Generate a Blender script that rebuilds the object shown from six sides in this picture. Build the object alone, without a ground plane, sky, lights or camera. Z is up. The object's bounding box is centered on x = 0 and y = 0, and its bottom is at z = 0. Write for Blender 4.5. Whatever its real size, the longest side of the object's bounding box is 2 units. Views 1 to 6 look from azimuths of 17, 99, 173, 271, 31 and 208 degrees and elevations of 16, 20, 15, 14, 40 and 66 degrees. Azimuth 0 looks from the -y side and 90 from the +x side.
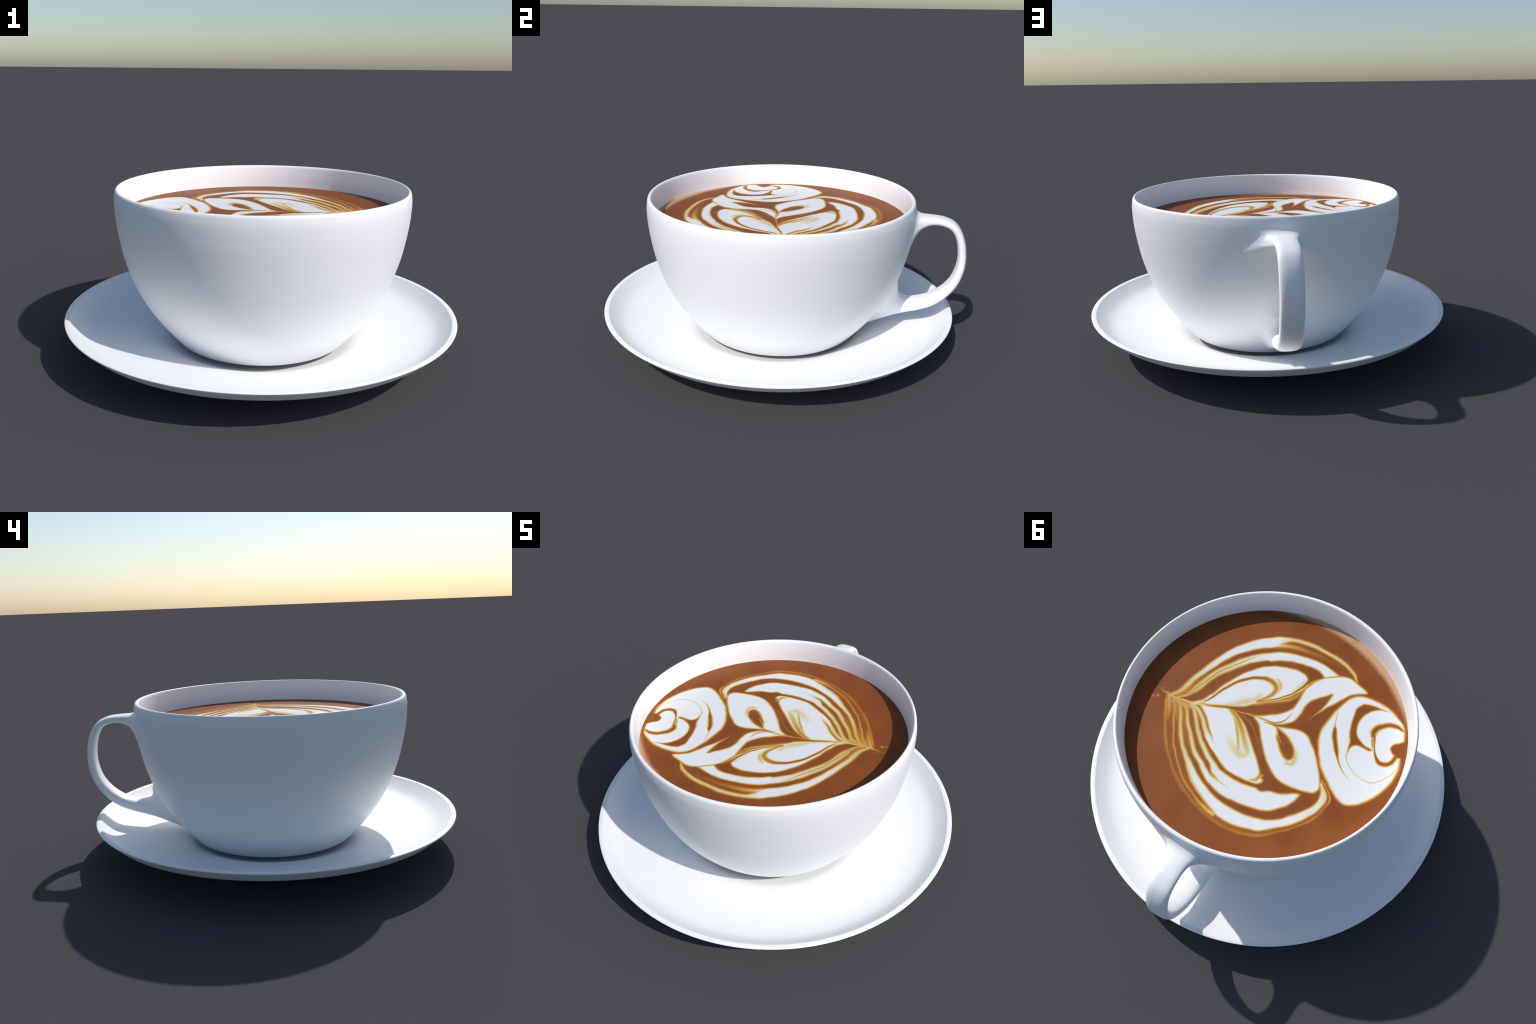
# A white porcelain cup of caffe latte with a poured leaf pattern, on a saucer.
import bpy, math
import numpy as np

for o in list(bpy.data.objects):
    bpy.data.objects.remove(o)
COLL = bpy.context.scene.collection


# ------------------------------------------------------------------ helpers
def hermite(points, per=12):
    """Smooth curve through control points (any dimension), centripetal tangents."""
    p = np.asarray(points, float)
    if len(p) == 1:
        return p
    if len(p) < 3:
        n = per if isinstance(per, int) else int(np.linalg.norm(p[1] - p[0]) / per) + 2
        t = np.linspace(0, 1, n + 1)[:, None]
        return p[0] + (p[-1] - p[0]) * t
    k = np.concatenate([[0], np.cumsum(np.maximum(np.linalg.norm(np.diff(p[:, :2], axis=0), axis=1), 1e-5) ** 0.5)])
    m = np.empty_like(p)
    d = np.diff(p, axis=0) / np.diff(k)[:, None]
    w0, w1 = np.diff(k)[1:, None], np.diff(k)[:-1, None]
    m[1:-1] = (d[:-1] * w0 + d[1:] * w1) / (w0 + w1)
    m[0], m[-1] = d[0], d[-1]
    out = []
    for i in range(len(p) - 1):
        h = k[i + 1] - k[i]
        n = per if isinstance(per, int) else max(2, int(np.linalg.norm(p[i + 1, :2] - p[i, :2]) / per) + 1)
        s = (np.arange(n) / n)[:, None]
        out.append((2*s**3 - 3*s**2 + 1)*p[i] + (s**3 - 2*s**2 + s)*h*m[i] + (3*s**2 - 2*s**3)*p[i+1] + (s**3 - s**2)*h*m[i+1])
    out.append(p[-1:])
    return np.vstack(out)


def smoothstep(x):
    x = np.clip(x, 0, 1)
    return x * x * (3 - 2 * x)


def mesh_object(name, verts, faces, mat, parent=None, normals=None):
    me = bpy.data.meshes.new(name)
    if isinstance(faces, np.ndarray):
        f = faces
        me.vertices.add(len(verts))
        me.vertices.foreach_set("co", np.asarray(verts, np.float32).ravel())
        me.loops.add(f.size)
        me.polygons.add(len(f))
        me.polygons.foreach_set("loop_start", np.arange(0, f.size, f.shape[1], dtype=np.int32))
        me.loops.foreach_set("vertex_index", f.astype(np.int32).ravel())
        me.update(calc_edges=True)
    else:
        me.from_pydata([tuple(v) for v in verts], [], [tuple(q) for q in faces])
    me.validate()
    me.polygons.foreach_set("use_smooth", np.ones(len(me.polygons), bool))
    me.materials.append(mat)
    if normals is not None:
        me.normals_split_custom_set_from_vertices(np.asarray(normals, float).tolist())
    ob = bpy.data.objects.new(name, me)
    COLL.objects.link(ob)
    if parent is not None:
        ob.parent = parent
    return ob


def group(name, label, category):
    e = bpy.data.objects.new(name, None)
    e.empty_display_size = 0.1
    e["label"], e["category"] = label, category
    COLL.objects.link(e)
    return e


def lathe(profile, angles, centre=(0, 0), stretch=None):
    """Revolve a profile of (r, z); first and last point on the axis are welded to poles."""
    pr = np.asarray(profile, float)
    poles = [pr[0, 0] < 1e-6, pr[-1, 0] < 1e-6]
    body = pr[1 if poles[0] else 0: len(pr) - 1 if poles[1] else len(pr)]
    st = np.ones(len(body)) if stretch is None else stretch(body)
    c, s = np.cos(angles), np.sin(angles)
    n, k = len(body), len(angles)
    v = np.empty((n, k, 3))
    v[..., 0] = centre[0] + body[:, :1] * c
    v[..., 1] = centre[1] + body[:, :1] * s * st[:, None]
    v[..., 2] = body[:, 1:]
    v = v.reshape(-1, 3)
    j = np.arange(k)
    quads = [np.stack([i*k + j, i*k + (j+1) % k, (i+1)*k + (j+1) % k, (i+1)*k + j], -1) for i in range(n - 1)]
    faces = np.vstack(quads).tolist()
    extra = []
    if poles[0]:
        extra.append((centre[0], centre[1], pr[0, 1]))
        faces += [[n*k, (a + 1) % k, a] for a in range(k)]
    if poles[1]:
        extra.append((centre[0], centre[1], pr[-1, 1]))
        e, b = n*k + len(extra) - 1, (n - 1)*k
        faces += [[e, b + a, b + (a + 1) % k] for a in range(k)]
    if extra:
        v = np.vstack([v, extra])
    return v, faces, (n, k)


# ---------------------------------------------------------------- materials
def new_material(name):
    m = bpy.data.materials.new(name)
    m.use_nodes = True
    nt = m.node_tree
    return m, nt, nt.nodes["Principled BSDF"]


def node(nt, kind, **kw):
    n = nt.nodes.new(kind)
    for k, v in kw.items():
        setattr(n, k, v)
    return n


def porcelain(name, tone):
    m, nt, bsdf = new_material(name)
    tc = node(nt, "ShaderNodeTexCoord")
    no = node(nt, "ShaderNodeTexNoise")
    no.inputs["Scale"].default_value = 3.0
    no.inputs["Detail"].default_value = 3.0
    ramp = node(nt, "ShaderNodeValToRGB")
    ramp.color_ramp.elements[0].position, ramp.color_ramp.elements[1].position = 0.3, 0.7
    ramp.color_ramp.elements[0].color = (*[c * 0.985 for c in tone], 1)
    ramp.color_ramp.elements[1].color = (*tone, 1)
    nt.links.new(tc.outputs["Object"], no.inputs["Vector"])
    nt.links.new(no.outputs["Fac"], ramp.inputs["Fac"])
    nt.links.new(ramp.outputs["Color"], bsdf.inputs["Base Color"])
    bsdf.inputs["Roughness"].default_value = PORCELAIN_ROUGH
    bsdf.inputs["Specular IOR Level"].default_value = PORCELAIN_SPEC
    return m


PORCELAIN_ROUGH, PORCELAIN_SPEC = 0.45, 0.45
COFFEE_Z, COFFEE_R, FOAM_H = 0.700, 0.695, 0.0006
COFFEE_C = (0.003, -0.0140)


def coffee_material():
    """Foam thickness (height over the crema) drives brown > amber > cream > white."""
    m, nt, bsdf = new_material("latte_foam")
    L = nt.links.new
    tc = node(nt, "ShaderNodeTexCoord")
    sep = node(nt, "ShaderNodeSeparateXYZ")
    L(tc.outputs["Object"], sep.inputs[0])
    # fine grain on the thickness so that edges are slightly ragged
    grain = node(nt, "ShaderNodeTexNoise")
    grain.inputs["Scale"].default_value, grain.inputs["Detail"].default_value = 160.0, 3.0
    L(tc.outputs["Object"], grain.inputs["Vector"])
    t = node(nt, "ShaderNodeMath", operation="DIVIDE")
    L(sep.outputs["Z"], t.inputs[0])
    t.inputs[1].default_value = FOAM_H
    g = node(nt, "ShaderNodeMath", operation="MULTIPLY_ADD")
    L(grain.outputs["Fac"], g.inputs[0])
    g.inputs[1].default_value, g.inputs[2].default_value = 0.06, -0.03
    tt = node(nt, "ShaderNodeMath", operation="ADD")
    L(t.outputs[0], tt.inputs[0])
    L(g.outputs[0], tt.inputs[1])
    ramp = node(nt, "ShaderNodeValToRGB")
    stops = FOAM_STOPS
    el = ramp.color_ramp.elements
    el[0].position, el[0].color = stops[0][0], (*stops[0][1], 1)
    el[1].position, el[1].color = stops[-1][0], (*stops[-1][1], 1)
    for pos, col in stops[1:-1]:
        e = el.new(pos)
        e.color = (*col, 1)
    L(tt.outputs[0], ramp.inputs["Fac"])
    # broad mottling of the crema
    big = node(nt, "ShaderNodeTexNoise")
    big.inputs["Scale"].default_value, big.inputs["Detail"].default_value = 5.0, 5.0
    L(tc.outputs["Object"], big.inputs["Vector"])
    bigr = node(nt, "ShaderNodeMapRange")
    bigr.inputs[1].default_value, bigr.inputs[2].default_value = 0.3, 0.7
    bigr.inputs[3].default_value, bigr.inputs[4].default_value = 0.84, 1.13
    L(big.outputs["Fac"], bigr.inputs[0])
    # only the brown part is mottled
    brownmask = node(nt, "ShaderNodeMapRange")
    brownmask.inputs[1].default_value, brownmask.inputs[2].default_value = 0.14, 0.28
    brownmask.inputs[3].default_value, brownmask.inputs[4].default_value = 1.0, 0.0
    L(tt.outputs[0], brownmask.inputs[0])
    mot = node(nt, "ShaderNodeMix", data_type="RGBA", blend_type="MULTIPLY")
    L(brownmask.outputs[0], mot.inputs[0])
    L(ramp.outputs["Color"], mot.inputs[6])
    L(bigr.outputs[0], mot.inputs[7])
    # pale froth crescent that clings to the wall on one side
    off = node(nt, "ShaderNodeVectorMath", operation="SUBTRACT")
    L(tc.outputs["Object"], off.inputs[0])
    off.inputs[1].default_value = (FROTH[0], FROTH[1], 0)
    flat = node(nt, "ShaderNodeVectorMath", operation="MULTIPLY")
    L(off.outputs[0], flat.inputs[0])
    flat.inputs[1].default_value = (1, 1, 0)
    ln = node(nt, "ShaderNodeVectorMath", operation="LENGTH")
    L(flat.outputs[0], ln.inputs[0])
    wob = node(nt, "ShaderNodeTexNoise")
    wob.inputs["Scale"].default_value, wob.inputs["Detail"].default_value = 14.0, 4.0
    L(tc.outputs["Object"], wob.inputs["Vector"])
    rr = node(nt, "ShaderNodeMath", operation="MULTIPLY_ADD")
    L(wob.outputs["Fac"], rr.inputs[0])
    rr.inputs[1].default_value = 0.012
    L(ln.outputs["Value"], rr.inputs[2])
    fm = node(nt, "ShaderNodeMapRange", interpolation_type="SMOOTHSTEP")
    fm.inputs[1].default_value, fm.inputs[2].default_value = FROTH[2], FROTH[2] + FROTH[3]
    L(rr.outputs[0], fm.inputs[0])
    fk = node(nt, "ShaderNodeMath", operation="MULTIPLY")
    L(fm.outputs[0], fk.inputs[0])
    fk.inputs[1].default_value = 0.7
    fr = node(nt, "ShaderNodeMix", data_type="RGBA")
    L(fk.outputs[0], fr.inputs[0])
    L(mot.outputs[2], fr.inputs[6])
    fr.inputs[7].default_value = FROTH_COLOUR
    # sparse dark bubble pits in the crema
    vo = node(nt, "ShaderNodeTexVoronoi")
    vo.inputs["Scale"].default_value = 13.0
    L(tc.outputs["Object"], vo.inputs["Vector"])
    pit = node(nt, "ShaderNodeMapRange")
    pit.inputs[1].default_value, pit.inputs[2].default_value = 0.035, 0.075
    pit.inputs[3].default_value, pit.inputs[4].default_value = 0.65, 0.0
    L(vo.outputs["Distance"], pit.inputs[0])
    pm = node(nt, "ShaderNodeMath", operation="MULTIPLY")
    L(pit.outputs[0], pm.inputs[0])
    L(brownmask.outputs[0], pm.inputs[1])
    fin = node(nt, "ShaderNodeMix", data_type="RGBA")
    L(pm.outputs[0], fin.inputs[0])
    L(fr.outputs[2], fin.inputs[6])
    fin.inputs[7].default_value = (0.10, 0.035, 0.03, 1)
    L(fin.outputs[2], bsdf.inputs["Base Color"])
    bsdf.inputs["Roughness"].default_value = 0.5
    bsdf.inputs["Specular IOR Level"].default_value = 0.15
    return m


FOAM_STOPS = [
    (0.00, (0.252, 0.073, 0.018)),
    (0.12, (0.325, 0.102, 0.020)),
    (0.30, (0.520, 0.210, 0.027)),
    (0.49, (0.630, 0.370, 0.078)),
    (0.65, (0.710, 0.550, 0.240)),
    (0.79, (0.760, 0.685, 0.460)),
    (0.91, (0.800, 0.785, 0.710)),
    (1.00, (0.825, 0.830, 0.845)),
]
FROTH = (0.073, 0.201, 0.858, 0.036)
FROTH_COLOUR = (0.72, 0.47, 0.27, 1)

cup_white = porcelain("cup_glaze", (0.97, 0.97, 0.97))
saucer_white = porcelain("saucer_glaze", (0.97, 0.97, 0.97))
foam_mat = coffee_material()
# cup underside, coloured dark to blacken the contact shadow between cup and saucer
contact_shadow_dark = porcelain("contact_shadow_dark", (0.16, 0.135, 0.115))
contact_shadow_dark.node_tree.nodes["Principled BSDF"].inputs["Roughness"].default_value = 0.9

# ------------------------------------------------------------------- saucer
SAUCER_C = (0.0, -0.0218)
top = hermite([(0.0, 0.028), (0.30, 0.028), (0.410, 0.0285), (0.435, 0.0325), (0.455, 0.0395), (0.475, 0.0490), (0.500, 0.0592),
               (0.530, 0.0685), (0.570, 0.0785), (0.62, 0.0885), (0.70, 0.1020), (0.77, 0.1125), (0.82, 0.1210), (0.855, 0.1295),
               (0.880, 0.1390), (0.900, 0.1510), (0.920, 0.1670), (0.935, 0.1802), (0.946, 0.1905), (0.951, 0.1960)], 7)
lip = hermite([(0.951, 0.1960), (0.9545, 0.1985), (0.960, 0.1996), (0.970, 0.1996), (0.976, 0.1987), (0.9787, 0.1966),
               (0.9785, 0.1943), (0.974, 0.1880)], 5)
under = hermite([(0.974, 0.188), (0.950, 0.1660), (0.926, 0.144)], 5)
knee = hermite([(0.926, 0.144), (0.921, 0.1405), (0.912, 0.137)], 3)
belly = hermite([(0.912, 0.137), (0.85, 0.112), (0.75, 0.076), (0.64, 0.040), (0.56, 0.020), (0.53, 0.014)], 6)
foot = hermite([(0.53, 0.014), (0.522, 0.006), (0.514, 0.001), (0.505, 0.0), (0.490, 0.0), (0.482, 0.003),
                (0.474, 0.004), (0.455, 0.006), (0.30, 0.006), (0.0, 0.006)], 4)
prof = np.vstack([top[:-1], lip[:-1], under[:-1], knee[:-1], belly[:-1], foot])
v, f, _ = lathe(prof[::-1], np.linspace(0, 2*np.pi, 257)[:-1], SAUCER_C)
saucer = mesh_object("saucer", v, f, saucer_white)
saucer["label"] = "wide shallow white porcelain saucer with raised rim"
saucer["category"] = "saucer"

# ----------------------------------------------------------------- cup body
cup = group("coffee_cup", "white porcelain cup of latte with leaf foam art", "cup of coffee")
CUP_C = (0.003, -0.0125)
outer_ctrl = [(0.425, 0.0535), (0.437, 0.060), (0.447, 0.070), (0.464, 0.090), (0.488, 0.118), (0.522, 0.160),
              (0.551, 0.200), (0.5905, 0.260), (0.6225, 0.320), (0.6565, 0.400), (0.6875, 0.500), (0.7075, 0.600),
              (0.7185, 0.680), (0.7225, 0.740), (0.7225, 0.780), (0.7195, 0.803)]
rim_ctrl = [(0.7175, 0.813), (0.714, 0.8205), (0.709, 0.8238), (0.704, 0.8215), (0.7005, 0.814), (0.6985, 0.802)]
wall = hermite(outer_ctrl + rim_ctrl, 0.0035)
outer = wall[:np.argmax(wall[:, 1] > 0.803)]
lip = wall[len(outer) - 1:]
inner = hermite([(0.6985, 0.802), (0.694, 0.760), (0.6885, 0.700), (0.672, 0.600), (0.648, 0.500), (0.61, 0.400),
                 (0.55, 0.30), (0.46, 0.20), (0.36, 0.13), (0.20, 0.10), (0.0, 0.096)], 10)
base = hermite([(0.0, 0.052), (0.26, 0.052), (0.285, 0.046), (0.297, 0.0295), (0.308, 0.0284), (0.319, 0.0295), (0.333, 0.048),
                (0.36, 0.056), (0.395, 0.057), (0.412, 0.0545), (0.425, 0.0535)], 6)
cup_prof = np.vstack([outer[:-1], lip[:-1], inner])
STRETCH = 0.0095


def cup_stretch(body):
    # the outside is a touch longer along the handle; the inside is round
    wall = np.interp(body[:, 1], [0, .66, .8238], [1, 1, .7])
    inside = np.arange(len(body)) > len(outer) + 6
    return 1 + STRETCH * np.where(inside, 0.0, wall)


angles = np.linspace(0, 2 * math.pi, 289)[:-1]
v_cup, f_cup, (rings, around) = lathe(cup_prof, angles, CUP_C, cup_stretch)

oz, orr = outer[:, 1], outer[:, 0]
slope = np.gradient(orr, oz)


def d_body(p):
    rho = np.hypot(p[:, 0] - CUP_C[0], (p[:, 1] - CUP_C[1]) / (1 + STRETCH))
    r = np.interp(p[:, 2], oz, orr)
    k = np.interp(p[:, 2], oz, slope)
    return (rho - r) / np.sqrt(1 + k * k)


# ------------------------------------------------------------------- handle
# strap spine: (y, z, half thickness, half width, sideways drift in x)
spine = hermite([(0.690, 0.716, 0.0275, 0.086, 0.003), (0.725, 0.720, 0.0260, 0.073, 0.003), (0.775, 0.7225, 0.0242, 0.0605, 0.003),
                 (0.822, 0.7235, 0.0205, 0.055, 0.003), (0.866, 0.718, 0.0200, 0.0545, 0.003), (0.913, 0.697, 0.0205, 0.0545, 0.003),
                 (0.943, 0.660, 0.0210, 0.0545, 0.003), (0.9655, 0.602, 0.0215, 0.0545, 0.003), (0.9770, 0.520, 0.0222, 0.0545, 0.0025),
                 (0.972, 0.455, 0.0230, 0.0545, 0.003), (0.951, 0.387, 0.0245, 0.0545, 0.002), (0.920, 0.338, 0.0265, 0.055, 0.001),
                 (0.880, 0.297, 0.0285, 0.056, 0.0), (0.830, 0.263, 0.0305, 0.057, -0.001), (0.760, 0.235, 0.0320, 0.058, -0.002),
                 (0.690, 0.216, 0.0325, 0.060, -0.003), (0.620, 0.194, 0.0325, 0.064, -0.003), (0.560, 0.168, 0.0315, 0.067, -0.003),
                 (0.500, 0.140, 0.030, 0.068, -0.003), (0.440, 0.112, 0.028, 0.068, -0.003)], 9)
SECTION = 2.9      # superellipse exponent of the strap
sp, sh, sw, sx = spine[:, :2], spine[:, 2], spine[:, 3], spine[:, 4]
tan = np.gradient(sp, axis=0)
tan /= np.linalg.norm(tan, axis=1)[:, None]
nor = np.stack([-tan[:, 1], tan[:, 0]], -1)


spn = (sp ** 2).sum(1)[None]


def d_handle(p):
    q = p[:, 1:]
    i = (spn - 2 * q @ sp.T).argmin(1)
    # refine along the nearest segment
    rel = q - sp[i]
    along = (rel * tan[i]).sum(1)
    n = (rel * nor[i]).sum(1)
    step = 0.007
    t = np.clip(along / step, -1, 1)
    j = np.clip(i + np.sign(t).astype(int), 0, len(sp) - 1)
    h = sh[i] + (sh[j] - sh[i]) * np.abs(t)
    w = sw[i] + (sw[j] - sw[i]) * np.abs(t)
    cx = sx[i] + (sx[j] - sx[i]) * np.abs(t)
    end = np.where((i == 0) | (i == len(sp) - 1), np.abs(along), 0.0)
    a, b = np.abs(n) / h + 1e-6, np.abs(p[:, 0] - cx) / w + 1e-6
    f = (a ** SECTION + b ** SECTION) ** (1 / SECTION)
    g = f ** (1 - SECTION) * np.hypot(a ** (SECTION - 1) / h, b ** (SECTION - 1) / w)
    d = (f - 1) / np.maximum(g, 1 / w)
    return np.where(d > 0, np.hypot(d, end), d + end)


# how far the fillet between strap and cup reaches, by height
FILLET_Z = [0.09, 0.13, 0.17, 0.24, 0.33, 0.45, 0.62, 0.70, 0.74, 0.78]
FILLET_K = [0.02, 0.04, 0.08, 0.165, 0.220, 0.190, 0.115, 0.10, 0.05, 0.03]


def fillet(p):
    """Fillet reach: by height, and gentler round the sides of the lower joint."""
    k = np.interp(p[:, 2], FILLET_Z, FILLET_K)
    side = smoothstep((np.abs(p[:, 0]) - 0.03) / 0.09) * (p[:, 2] < 0.5)
    return k * (1 - 0.5 * side)


def blend(p):
    a, b = d_body(p), d_handle(p)
    k = fillet(p)
    h = np.maximum(k - np.abs(a - b), 0) / k
    return np.minimum(a, b) - h * h * k * 0.25


def gradient(p, e=4e-4):
    g = np.empty_like(p)
    for ax in range(3):
        s = np.zeros(3)
        s[ax] = e
        g[:, ax] = (blend(p + s) - blend(p - s)) / (2 * e)
    return g


def settle(p, sink):
    """Slide points onto the blended cup-and-handle surface."""
    p = p.copy()
    for _ in range(7):
        g = gradient(p)
        g2 = np.maximum((g * g).sum(1), 0.25)
        p -= (np.clip(blend(p) + sink, -0.012, 0.012) / g2)[:, None] * g
    g = gradient(p)
    return p, g / np.linalg.norm(g, axis=1)[:, None]


body = mesh_object("cup_body", v_cup, f_cup, cup_white, cup)
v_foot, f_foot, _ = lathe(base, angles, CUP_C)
foot = mesh_object("foot_ring", v_foot, f_foot, contact_shadow_dark, cup)


def surface_net(lo, hi, cell):
    """Quad mesh of blend() = 0 inside a box: one vertex per crossed cell."""
    n = np.ceil((np.array(hi) - lo) / cell).astype(int) + 1
    ax = [lo[i] + cell * np.arange(n[i]) for i in range(3)]
    P = np.stack(np.meshgrid(*ax, indexing="ij"), -1).reshape(-1, 3)
    F = d_body(P)
    look = np.where((F > -0.02) & (P[:, 1] > 0.3))[0]
    for part in np.array_split(look, max(1, len(look) // 120000)):
        F[part] = blend(P[part])
    F = F.reshape(n)
    S = F < 0
    crossed = np.zeros(n - 1, bool)
    corners = [(i, j, k) for i in (0, 1) for j in (0, 1) for k in (0, 1)]
    at = lambda A, c: A[c[0]:n[0] - 1 + c[0], c[1]:n[1] - 1 + c[1], c[2]:n[2] - 1 + c[2]]
    inside = sum(at(S, c).astype(int) for c in corners)
    crossed = (inside > 0) & (inside < 8)
    ident = np.full(crossed.shape, -1)
    ident[crossed] = np.arange(crossed.sum())
    pos = np.zeros((crossed.sum(), 3))
    hits = np.zeros(crossed.sum())
    for c in corners:
        for d in range(3):
            if c[d]:
                continue
            e = list(c)
            e[d] = 1
            f0, f1 = at(F, c)[crossed], at(F, e)[crossed]
            cut = (f0 < 0) != (f1 < 0)
            t = np.where(cut, f0 / np.where(cut, f0 - f1, 1), 0)
            q = np.tile(np.array(c, float), (len(t), 1))
            q[:, d] = t
            pos[cut] += q[cut]
            hits += cut
    base = np.argwhere(crossed)
    verts = np.array(lo) + cell * (base + pos / hits[:, None])
    quads = []
    for d in range(3):
        u, w = (d + 1) % 3, (d + 2) % 3
        sl0, sl1 = [slice(1, -1)] * 3, [slice(1, -1)] * 3
        sl0[d], sl1[d] = slice(0, n[d] - 1), slice(1, n[d])
        flip = S[tuple(sl0)] != S[tuple(sl1)]
        e = np.argwhere(flip)
        e[:, u] += 1
        e[:, w] += 1
        ring = []
        for du, dw in ((-1, -1), (0, -1), (0, 0), (-1, 0)):
            c = e.copy()
            c[:, u] += du
            c[:, w] += dw
            ring.append(ident[c[:, 0], c[:, 1], c[:, 2]])
        q = np.stack(ring, -1)
        out = S[tuple(sl0)][flip]
        q[~out] = q[~out][:, ::-1]
        quads.append(q)
    return verts, np.vstack(quads)


# the strap with its fillets: everything that stands proud of the plain cup wall
hv, hf = surface_net((-0.27, 0.36, 0.062), (0.27, 1.012, 0.815), 0.0055)
hv, hn = settle(hv, 0.0)
proud = d_body(hv) > 0.00012
hf = hf[(hf >= 0).all(1) & proud[hf].any(1)]
used = np.unique(hf)
remap = np.full(len(hv), -1)
remap[used] = np.arange(len(used))
hv, hf = hv[used], remap[hf]
edges = np.vstack([hf[:, [0, 1]], hf[:, [1, 2]], hf[:, [2, 3]], hf[:, [3, 0]]])
for _ in range(2):
    acc, cnt = np.zeros_like(hv), np.zeros(len(hv))
    for i, j in ((0, 1), (1, 0)):
        np.add.at(acc, edges[:, i], hv[edges[:, j]])
        np.add.at(cnt, edges[:, i], 1)
    hv, hn = settle(hv + 0.6 * (acc / cnt[:, None] - hv), 0.0)
# its thin rim is tucked just under the cup wall, so that no seam shows
rise = d_body(hv)
hv = hv - hn * (0.0009 * (1 - smoothstep(rise / 0.0009)))[:, None]
handle = mesh_object("handle", hv, hf, cup_white, cup, hn)

# ------------------------------------------------------- coffee and its foam
# The foam thickness over the surface is built stroke by stroke, the way the milk is poured:
# pour() lays a ribbon of milk along a smooth spine of (x, y, half width, thickness 0..1),
# cut() draws a ribbon of crema back through it.
STEP = 0.0020
gx = np.arange(-COFFEE_R, COFFEE_R + STEP, STEP)
GX, GY = np.meshgrid(gx + COFFEE_C[0], gx + COFFEE_C[1], indexing="ij")
foam = np.zeros_like(GX)
owner = np.zeros(GX.shape, int)
kinds = []
rng = np.random.default_rng(7)
# gentle ragged warp so that no edge is mathematically clean
ph = rng.uniform(0, 6.28, (2, 10))
fr = rng.uniform(30, 150, (2, 10))
an = rng.uniform(0, 6.28, (2, 10))
WX, WY = GX.copy(), GY.copy()
for q in range(10):
    WX += 0.00035 * np.sin(fr[0, q] * (GX * math.cos(an[0, q]) + GY * math.sin(an[0, q])) + ph[0, q])
    WY += 0.00035 * np.sin(fr[1, q] * (GX * math.cos(an[1, q]) + GY * math.sin(an[1, q])) + ph[1, q])


org = (gx[0] + COFFEE_C[0], gx[0] + COFFEE_C[1])


def ribbon(points, margin):
    c = hermite(points, 0.004)
    c[:, 2] = np.maximum(c[:, 2], 0.0004)
    pad = c[:, 2].max() + margin
    lo = np.floor((c[:, :2].min(0) - pad - org) / STEP).astype(int)
    hi = np.ceil((c[:, :2].max(0) + pad - org) / STEP).astype(int)
    lo, hi = np.clip(lo, 0, len(gx)), np.clip(hi, 0, len(gx))
    sl = (slice(lo[0], hi[0]), slice(lo[1], hi[1]))
    best = np.full((hi[0] - lo[0], hi[1] - lo[1]), -1e3)
    wsum = np.full(best.shape, 1e-30)
    lsum = np.zeros(best.shape)
    rsum = np.zeros(best.shape)
    tau = max(0.0035, 0.15 * margin)
    for x, y, r, l in c:
        w = r + margin
        i0, i1 = (max(lo[0], int((x - w - org[0]) / STEP)), min(hi[0], int((x + w - org[0]) / STEP) + 2))
        j0, j1 = (max(lo[1], int((y - w - org[1]) / STEP)), min(hi[1], int((y + w - org[1]) / STEP) + 2))
        if i1 <= i0 or j1 <= j0:
            continue
        d = r - np.hypot(WX[i0:i1, j0:j1] - x, WY[i0:i1, j0:j1] - y)
        t = (slice(i0 - lo[0], i1 - lo[0]), slice(j0 - lo[1], j1 - lo[1]))
        best[t] = np.maximum(best[t], d)
        # thickness follows the nearest part of the spine, blended softly along it
        k = np.exp(np.clip(d / tau, -60, 60))
        wsum[t] += k
        lsum[t] += k * l
        rsum[t] += k * r
    lev, rad = lsum / wsum, np.maximum(rsum / wsum, 1e-3)
    return sl, best, lev, rad


EDGE_OUT, EDGE_IN = 2.4, 3.4


def profile(d, soft, rad, wash=False):
    """0 outside the ribbon to 1 inside it; thin ribbons still reach 1 on their spine."""
    if wash:        # soft all the way across
        return np.exp(-((rad - d) / (0.9 * rad + 0.25 * soft)) ** 2)
    deep = np.minimum(EDGE_IN * soft, 0.95 * rad)
    out = np.minimum(EDGE_OUT * soft, 0.7 * soft + 0.85 * rad)
    return smoothstep((d + out) / (out + deep))


def pour(kind, soft, points, wash=False):
    sl, d, lev, rad = ribbon(points, 4 * soft)
    m = lev * profile(d, soft, rad, wash)
    if kind not in kinds:
        kinds.append(kind)
    up = m >= foam[sl] - 0.01
    owner[sl] = np.where(up & (m > 0.12), kinds.index(kind) + 1, owner[sl])
    foam[sl] = np.maximum(foam[sl], m)


def cut(kind, soft, points, wash=False):
    sl, d, lev, rad = ribbon(points, 4 * soft)
    foam[sl] = np.minimum(foam[sl], 1 - (1 - lev) * profile(d, soft, rad, wash))


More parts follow.
